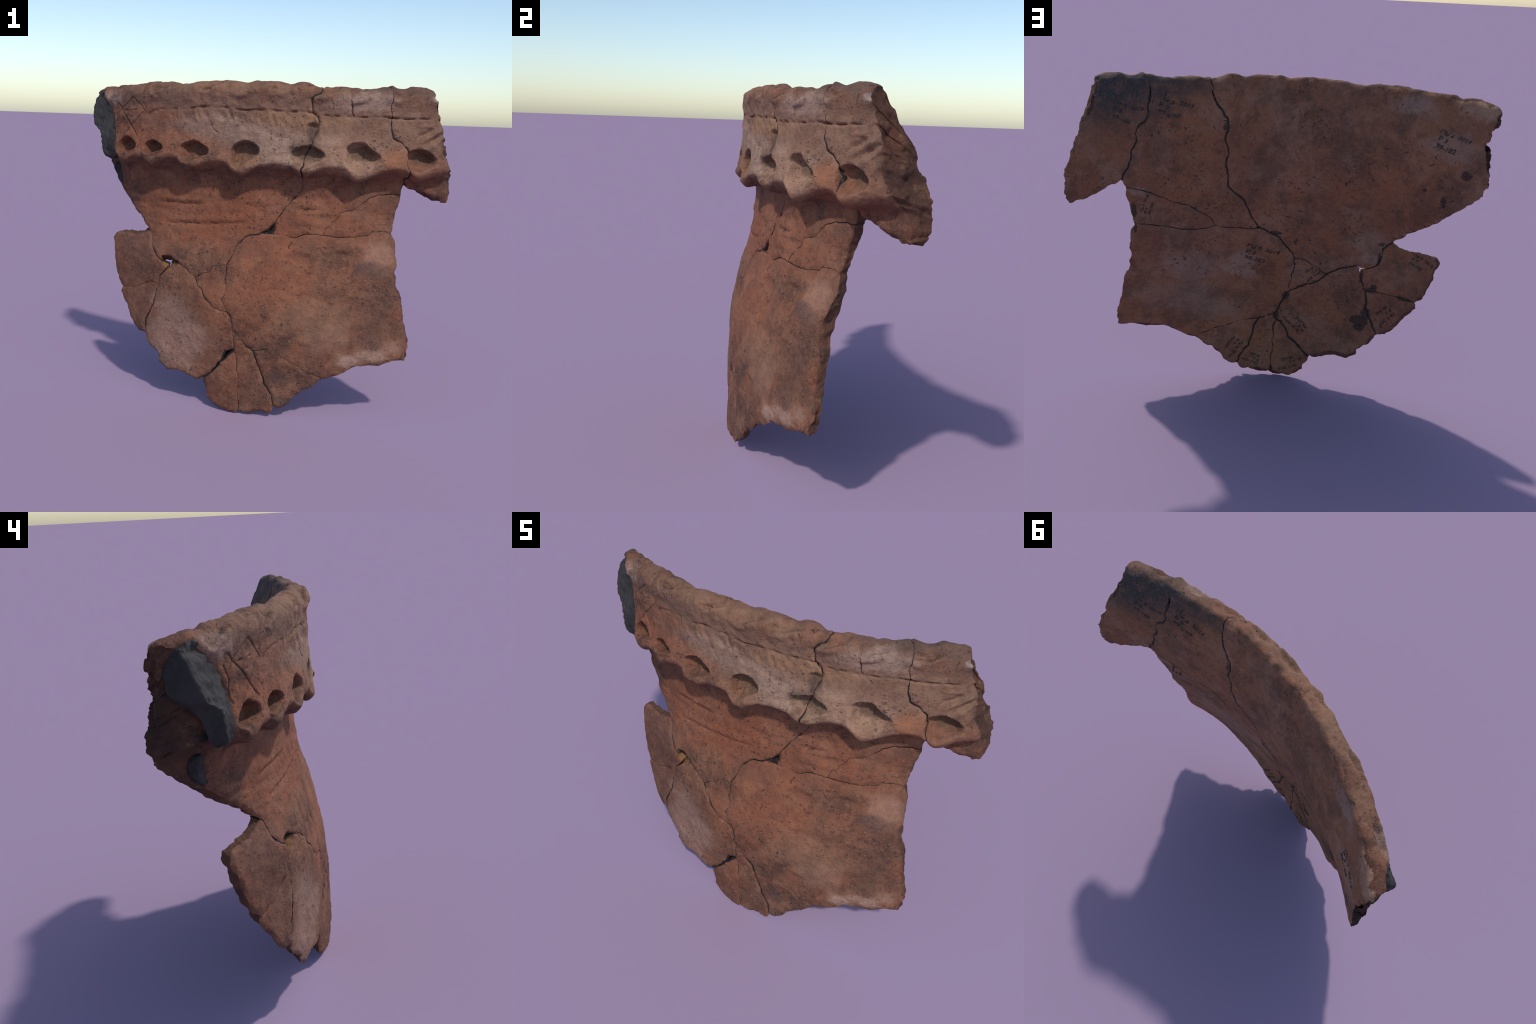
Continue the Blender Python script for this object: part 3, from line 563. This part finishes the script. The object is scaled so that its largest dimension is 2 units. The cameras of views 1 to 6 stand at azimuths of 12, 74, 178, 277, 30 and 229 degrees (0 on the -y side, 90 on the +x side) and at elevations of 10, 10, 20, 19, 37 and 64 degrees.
def build_sherd(index, kind_name, recipe):
    out, inn, meta = [], [], []
    for word in recipe.split():
        rev = word[0] == '-'; kind, A, B = LINE[word.lstrip('-')]
        if rev: A, B = A[::-1], B[::-1]
        jag, gap, bd, bw, rows, rough = KIND[kind]
        if out: assert np.linalg.norm(end - A[0]) < 2e-3, (recipe, word, end, A[0])
        end = A[-1]
        out.append(A[:-1]); inn.append(B[:-1])
        meta += [(kind, gap, bd, bw, rows, rough)] * (len(A) - 1)
    assert np.linalg.norm(end - out[0][0]) < 2e-3, recipe
    O, I = np.vstack(out), np.vstack(inn); n = len(O)
    gap = np.array([m[1] for m in meta]); kinds = [m[0] for m in meta]
    area = 0.5 * np.sum(O[:, 0] * np.roll(O[:, 1], -1) - np.roll(O[:, 0], -1) * O[:, 1])
    if area < 0:                                           # make loops counter-clockwise in (s, h)
        O, I, gap, meta, kinds = O[::-1], I[::-1], gap[::-1], meta[::-1], kinds[::-1]
    apex = np.array([abs(o[1] - APEX_OUT) < 1e-6 for o in O])
    def inward(Q, g):
        T = np.roll(Q, -1, 0) - np.roll(Q, 1, 0); T /= np.linalg.norm(T, axis=1)[:, None] + 1e-9
        N = np.stack([-T[:, 1], T[:, 0]], 1); return Q + N * g[:, None], -N
    gn = gap * (1 + 1.0 * noise(np.stack([O[:, 0], O[:, 0] * 0, O[:, 1]], -1), .05, 201)); gn[apex] = 0
    # the apex line itself must not move, but a corner next to it may slide along it
    Oi, No = inward(O, gn); Ii, Ni = inward(I, gn)
    bd = np.array([m[2] for m in meta]); bw = np.array([m[3] for m in meta])
    kd_rows = np.array([m[4] for m in meta]); rough = np.array([m[5] for m in meta])

    bands_out = [(-.1, 1.16, .0105), (1.16, 1.72, .0068), (1.72, 1.90, .0095)]
    Vo, Fo, bo = triangulate(Oi, fill_points(Oi, bands_out, 0, 100 + index))
    Vi, Fi, bi = triangulate(Ii, fill_points(Ii, [(-.1, 1.7, .0125)], 1, 200 + index))

    def bevel(V, loop):
        d, k = nearest(V, loop)
        chip = 1 + .6 * noise(np.stack([V[:, 0], V[:, 0] * 0, V[:, 1]], -1), .03, 301 + index)
        x = bd[k] * chip * np.clip(1 - d / bw[k], 0, 1) ** 2
        return np.where(apex[k], 0, x)
    Po = outer_point(Vo[:, 0], Vo[:, 1], bevel(Vo, Oi))
    Pi = inner_point(Vi[:, 0], Vi[:, 1], bevel(Vi, Ii) * .8)

    verts = [Po]; count = len(Po)
    idx_in = np.arange(len(Vi)) + count
    for j in range(n):                                     # the faces share their vertices along the rim apex
        if apex[j]: idx_in[bi[j]] = bo[j]
    verts.append(Pi); count += len(Pi)
    faces = [tuple(t) for t in Fo]; slot = [1 if Vo[list(t), 1].mean() > 1.775 + .02 * math.sin(Vo[t[0], 0] * 40 + 3 * math.sin(Vo[t[0], 0] * 17)) else 0 for t in Fo]
    faces += [tuple(int(idx_in[q]) for q in t[::-1]) for t in Fi]; slot += [1] * len(Fi)

    # broken faces: a skin between the two outlines, roughened
    cols = []
    for j in range(n):
        a, b = int(bo[j]), int(idx_in[bi[j]])
        if apex[j]: cols.append([a]); continue
        k = int(max(kd_rows[j], kd_rows[j - 1])); A, B = Po[bo[j]], Pi[bi[j]]
        t = (np.arange(1, k + 1) / (k + 1))[:, None]
        W = A + (B - A) * t
        e = 1e-3
        s_, h_ = O[j]
        base = place(np.array(s_), np.interp(h_, OUTER[:, 0], OUTER[:, 1]), np.array(h_))
        ds = (place(np.array(s_ + e), np.interp(h_, OUTER[:, 0], OUTER[:, 1]), np.array(h_)) - base) / e
        D = ds * No[j, 0] + np.array((0, 0, 1.0)) * No[j, 1]
        f_ = t[:, 0]
        amp = rough[j] * (1.3 * fractal(W, .050, 4, 401) + .1) * np.sin(np.pi * f_) ** .8
        if recipe.startswith('rim_a') and kinds[j] == 'end': amp = amp * 1.7 + .062 * np.sin(np.pi * f_) * sstep(h_, 1.20, 1.30) * (1 - sstep(h_, 1.52, 1.72))
        if recipe.startswith('rim_c') and kinds[j] == 'end': amp = amp - .006 * np.sin(np.pi * np.clip(f_ * 1.7, 0, 1)) * sstep(h_, 1.40, 1.5)
        if kinds[j] in ('seam', 'hair', 'chip'): amp = -np.abs(amp)
        W = W + D * amp[:, None]
        ids = list(range(count, count + k)); count += k; verts.append(W)
        cols.append([a] + ids + [b])
    for j in range(n):
        c0, c1 = cols[j], cols[(j + 1) % n]
        if len(c0) == 1 and len(c1) == 1: continue
        i = k = 0
        while i < len(c0) - 1 or k < len(c1) - 1:          # zip two columns of different length
            f0 = (i + 1) / max(1, len(c0) - 1) if i < len(c0) - 1 else 9
            f1 = (k + 1) / max(1, len(c1) - 1) if k < len(c1) - 1 else 9
            if f0 <= f1: tri = (c0[i], c0[i + 1], c1[k]); i += 1
            else: tri = (c0[i], c1[k + 1], c1[k]); k += 1
            if len(set(tri)) == 3: faces.append(tri); slot.append(2)
    V = np.vstack(verts)
    me = bpy.data.meshes.new(kind_name)
    me.from_pydata(V.tolist(), [], faces); me.update()
    me.polygons.foreach_set('material_index', slot)
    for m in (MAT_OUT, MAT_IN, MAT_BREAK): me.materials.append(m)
    bm = bmesh.new(); bm.from_mesh(me)
    loose = [v for v in bm.verts if not v.link_faces]
    bmesh.ops.delete(bm, geom=loose, context='VERTS')
    bmesh.ops.recalc_face_normals(bm, faces=bm.faces)
    bm.to_mesh(me); bm.free()
    me.polygons.foreach_set('use_smooth', [True] * len(me.polygons))
    me.set_sharp_from_angle(angle=math.radians(50))
    ob = bpy.data.objects.new(kind_name, me); bpy.context.collection.objects.link(ob)
    return ob

root = bpy.data.objects.new('pottery_fragment', None); bpy.context.collection.objects.link(root)
root['label'] = 'reassembled terracotta pot rim sherd with finger-pressed cordon'
root['category'] = 'pottery fragment'
sherds = []
for i, (kind, recipe) in enumerate(SHERDS):
    ob = build_sherd(i, kind, recipe); ob.parent = root; sherds.append(ob)

# ------------------------------------------------------------------ glue in the joints
def mesh_object(name, V, faces, mat, parent, smooth=True):
    me = bpy.data.meshes.new(name); me.from_pydata([tuple(v) for v in V], [], faces); me.update()
    me.materials.append(mat)
    bm = bmesh.new(); bm.from_mesh(me); bmesh.ops.recalc_face_normals(bm, faces=bm.faces); bm.to_mesh(me); bm.free()
    me.polygons.foreach_set('use_smooth', [smooth] * len(me.polygons))
    ob = bpy.data.objects.new(name, me); bpy.context.collection.objects.link(ob); ob.parent = parent
    return ob

GV, GF = [], []
for name, (kind, A, B) in LINE.items():
    if kind not in ('seam', 'hair') or name in ('chip_l', 'chip_r'): continue
    w = KIND[kind][1] + .0011; n = len(A)
    def sides(Q):
        T = np.gradient(Q, axis=0); T /= np.linalg.norm(T, axis=1)[:, None] + 1e-9
        N = np.stack([-T[:, 1], T[:, 0]], 1); return Q + N * w, Q - N * w
    oa, ob_ = sides(A); ia, ib = sides(B)
    x = np.stack([A[:, 0], A[:, 0] * 0, A[:, 1]], -1)
    deep = .0065 + .004 * noise(x, .03, 501); deep_in = .0014 + .0022 * noise(x, .04, 502)
    if name == 'chip_b': deep = deep + .014
    if name == 'chip_b':
        oa, ob_ = oa + (0, .016), ob_ - (0, .016)
        if oa[3, 1] < ob_[3, 1]: oa, ob_ = sides(A)[0] - (0, .016), sides(A)[1] + (0, .016)
    ring = [outer_point(oa[:, 0], oa[:, 1], deep), outer_point(ob_[:, 0], ob_[:, 1], deep), inner_point(ib[:, 0], ib[:, 1], deep_in), inner_point(ia[:, 0], ia[:, 1], deep_in)]
    base = len(GV)
    for j in range(n): GV += [ring[k][j] for k in range(4)]
    for j in range(n - 1):
        for k in range(4):
            GF.append((base + 4 * j + k, base + 4 * j + (k + 1) % 4, base + 4 * j + 4 + (k + 1) % 4, base + 4 * j + 4 + k))
    GF.append((base, base + 1, base + 2, base + 3)); e = base + 4 * (n - 1); GF.append((e + 3, e + 2, e + 1, e))
glue = mesh_object('adhesive', GV, GF, MAT_GLUE, root); glue['kind'] = 'stuff'

# ------------------------------------------------------------------ dark dirt lying in the incised lines
DV, DF = [], []
for (w, dep, pts) in LINES:
    L = np.linalg.norm(np.diff(np.asarray(pts), axis=0), axis=1).sum()
    Q = resample(pts, max(4, int(L / .0035))); n = len(Q)
    T = np.gradient(Q, axis=0); T /= np.linalg.norm(T, axis=1)[:, None] + 1e-9; N = np.stack([-T[:, 1], T[:, 0]], 1)
    half = (w * .26 * (1 + .8 * noise(np.stack([Q[:, 0], Q[:, 0] * 0, Q[:, 1]], -1), .012, 601)) * np.sqrt(np.clip(np.minimum(np.arange(n), np.arange(n)[::-1]) / 3, .05, 1)))[:, None]
    a, b = Q + N * half, Q - N * half
    ring = [outer_point(a[:, 0], a[:, 1], -.0005), outer_point(b[:, 0], b[:, 1], -.0005), outer_point(b[:, 0], b[:, 1], .003), outer_point(a[:, 0], a[:, 1], .003)]
    base = len(DV)
    for j in range(n): DV += [ring[k][j] for k in range(4)]
    for j in range(n - 1):
        for k in range(4): DF.append((base + 4 * j + k, base + 4 * j + (k + 1) % 4, base + 4 * j + 4 + (k + 1) % 4, base + 4 * j + 4 + k))
    e = base + 4 * (n - 1); DF.append((base, base + 1, base + 2, base + 3)); DF.append((e + 3, e + 2, e + 1, e))
dirt = mesh_object('incision_dirt', DV, DF, MAT_DIRT, root); dirt['kind'] = 'stuff'

# ------------------------------------------------------------------ grey filler moulded on to the left end of the rim
def loft(rows, ring_fn):
    V, Fc = [], []
    for row in rows: V += ring_fn(*row)
    m = len(V) // len(rows)
    for a in range(len(rows) - 1):
        for k in range(m): Fc.append((a * m + k, a * m + (k + 1) % m, (a + 1) * m + (k + 1) % m, (a + 1) * m + k))
    Fc.append(tuple(range(m))[::-1]); Fc.append(tuple(range((len(rows) - 1) * m, len(rows) * m)))
    return V, Fc

def filler_ring(z, contact, tip, tip_r, back, back_r):
    """cross-section of the filler: carries the outer face straight on past the clay, then folds back to the broken face"""
    face = (OUTER[:, 0] > 1.26) & (OUTER[:, 0] < 1.70)
    r = float(np.interp(z, OUTER[face, 2], OUTER[face, 1])) if z > 1.262 else 1.716
    w = tip - contact
    inset = .035 if z < 1.58 else .012
    pts = [(contact + inset, r - .014), (contact + .004, r - .001), (contact + .35 * w, r + .35 * (tip_r - r)), (contact + .75 * w, r + .75 * (tip_r - r)), (tip, tip_r),
           (tip - .010, tip_r - .030), (.5 * (tip + back) - .008, .5 * (tip_r + back_r) - .014), (back, back_r), (back + .05, back_r - .005), (contact - .02, r - .015 - .045 * (1 - float(sstep(z, 1.54, 1.62))))]
    return [tuple(place(np.array(s), np.array(q), np.array(z + .0))) for s, q in pts]

rows = [(1.282, -.900, -.925, 1.815, -.955, 1.80), (1.305, -.895, -.945, 1.838, -.985, 1.79), (1.342, -.893, -.955, 1.845, -1.00, 1.785), (1.40, -.887, -.962, 1.848, -1.01, 1.78), (1.428, -.889, -.970, 1.850, -1.03, 1.76),
        (1.445, -.891, -1.005, 1.850, -1.06, 1.74), (1.465, -.895, -1.035, 1.850, -1.085, 1.725), (1.523, -.912, -1.058, 1.842, -1.10, 1.715), (1.58, -.946, -1.072, 1.825, -1.105, 1.72),
        (1.625, -.972, -1.078, 1.808, -1.10, 1.745), (1.644, -.998, -1.055, 1.797, -1.075, 1.765), (1.653, -1.014, -1.035, 1.788, -1.050, 1.775)]
V, Fc = loft(rows, filler_ring)
rows2 = [(1.11, -.915, -.93, 1.716, -.935, 1.705), (1.16, -.925, -.965, 1.722, -.98, 1.70), (1.20, -.930, -.985, 1.730, -1.00, 1.70), (1.24, -.930, -.985, 1.740, -1.00, 1.71), (1.262, -.92, -.975, 1.745, -.99, 1.715)]
V2, F2 = loft(rows2, filler_ring)
Fc += [tuple(i + len(V) for i in f) for f in F2]; V += V2
filler = mesh_object('filler', V, Fc, MAT_RESIN, root)
sub = filler.modifiers.new('round', 'SUBSURF'); sub.levels = sub.render_levels = 3
tex = bpy.data.textures.new('lumps', 'CLOUDS'); tex.noise_scale = .045; tex.noise_depth = 3
dm = filler.modifiers.new('lumps', 'DISPLACE'); dm.texture = tex; dm.strength = .026; dm.mid_level = .5; dm.texture_coords = 'OBJECT'; dm.texture_coords_object = root

# ------------------------------------------------------------------ ink inventory marks on the inner face
def text_mesh(body, size, shear):
    cu = bpy.data.curves.new('ink', 'FONT'); cu.body = body; cu.size = size; cu.shear = shear; cu.resolution_u = 2; cu.offset = .0006
    ob = bpy.data.objects.new('ink', cu); bpy.context.collection.objects.link(ob)
    dg = bpy.context.evaluated_depsgraph_get(); me = bpy.data.meshes.new_from_object(ob.evaluated_get(dg))
    v = np.array([q.co[:2] for q in me.vertices]); f = [tuple(p.vertices) for p in me.polygons]
    bpy.data.objects.remove(ob); bpy.data.curves.remove(cu); bpy.data.meshes.remove(me)
    return v, f

# sherd index, start and end of the first line on the inner face, spacing of the lines, words
MARKS = [(2, (.793, 1.582), (.648, 1.541), 1, .036), (1, (.565, 1.608), (.390, 1.565), 1, .036), (0, (-.873, 1.528), (-1.034, 1.488), 1, .040), (4, (.096, .824), (-.079, .780), 1, .036),
         (3, (.660, 1.037), (.622, 1.126), 1, .022), (7, (-.789, .871), (-.891, .820), 1, .028), (8, (-.708, .518), (-.628, .417), 1, .028), (5, (-.295, .701), (-.233, .636), 1, .022),
         (6, (-.219, .298), (-.120, .396), 1, .026), (11, (.104, .222), (.176, .119), 1, .026), (10, (.012, .082), (.097, .118), 1, .024), (9, (-.202, .103), (-.102, .062), 1, .026)]
for k, (si, a, b, _, lead) in enumerate(MARKS):
    a, b = np.array(a), np.array(b); g = np.random.default_rng(900 + k)
    ex = (b - a); width = np.linalg.norm(ex); ex = ex / width
    ey = np.array([ex[1], -ex[0]])                         # up the page, as read from inside (s runs leftwards there)
    IV, IF = [], []
    for row, (body, frac) in enumerate([('Пн 6  2019', 1.0), ('Р 3', .30), ('99-102', .62)]):
        v, f = text_mesh(body, .03, .15)
        v = v - v.min(0)[None] * (1, 0)
        sc = width * frac / (v[:, 0].max()); v = v * (sc, min(sc, lead / .03 * .85))
        v[:, 1] += -row * lead + .0025 * np.sin(v[:, 0] * 60 + k)
        v[:, 0] += row * .1 * lead + .0015 * noise(np.stack([v[:, 0], v[:, 1], v[:, 1] * 0], -1), .008, 55 + k)
        v[:, 1] += .0018 * noise(np.stack([v[:, 0], v[:, 1], v[:, 1] * 0], -1), .008, 155 + k)
        sh = a + v[:, :1] * ex + v[:, 1:] * ey
        nb = len(v)
        top = inner_point(sh[:, 0], sh[:, 1], -.0014); low = inner_point(sh[:, 0], sh[:, 1], .0020)
        base = len(IV); IV += list(top) + list(low)
        edges = {}
        for t in f:
            IF.append(tuple(base + q for q in t)); IF.append(tuple(base + nb + q for q in t[::-1]))
            for p, q in zip(t, t[1:] + t[:1]): edges[(p, q)] = 1
        for (p, q) in edges:
            if (q, p) not in edges: IF.append((base + q, base + p, base + nb + p, base + nb + q))
    mesh_object('ink_inscription', IV, IF, MAT_INK, sherds[si], smooth=False)

# stand the thing in its frame: lowest point on the ground, centred
bpy.context.view_layer.update()
dg = bpy.context.evaluated_depsgraph_get()
allco = []
for ob in bpy.context.scene.objects:
    if ob.type == 'MESH':
        me = ob.evaluated_get(dg).to_mesh(); c = np.empty(len(me.vertices) * 3); me.vertices.foreach_get('co', c); allco.append(c.reshape(-1, 3))
C = np.vstack(allco); print('extent', C.min(0).round(3), C.max(0).round(3), 'tris', sum(len(o.data.polygons) for o in bpy.context.scene.objects if o.type == 'MESH'))
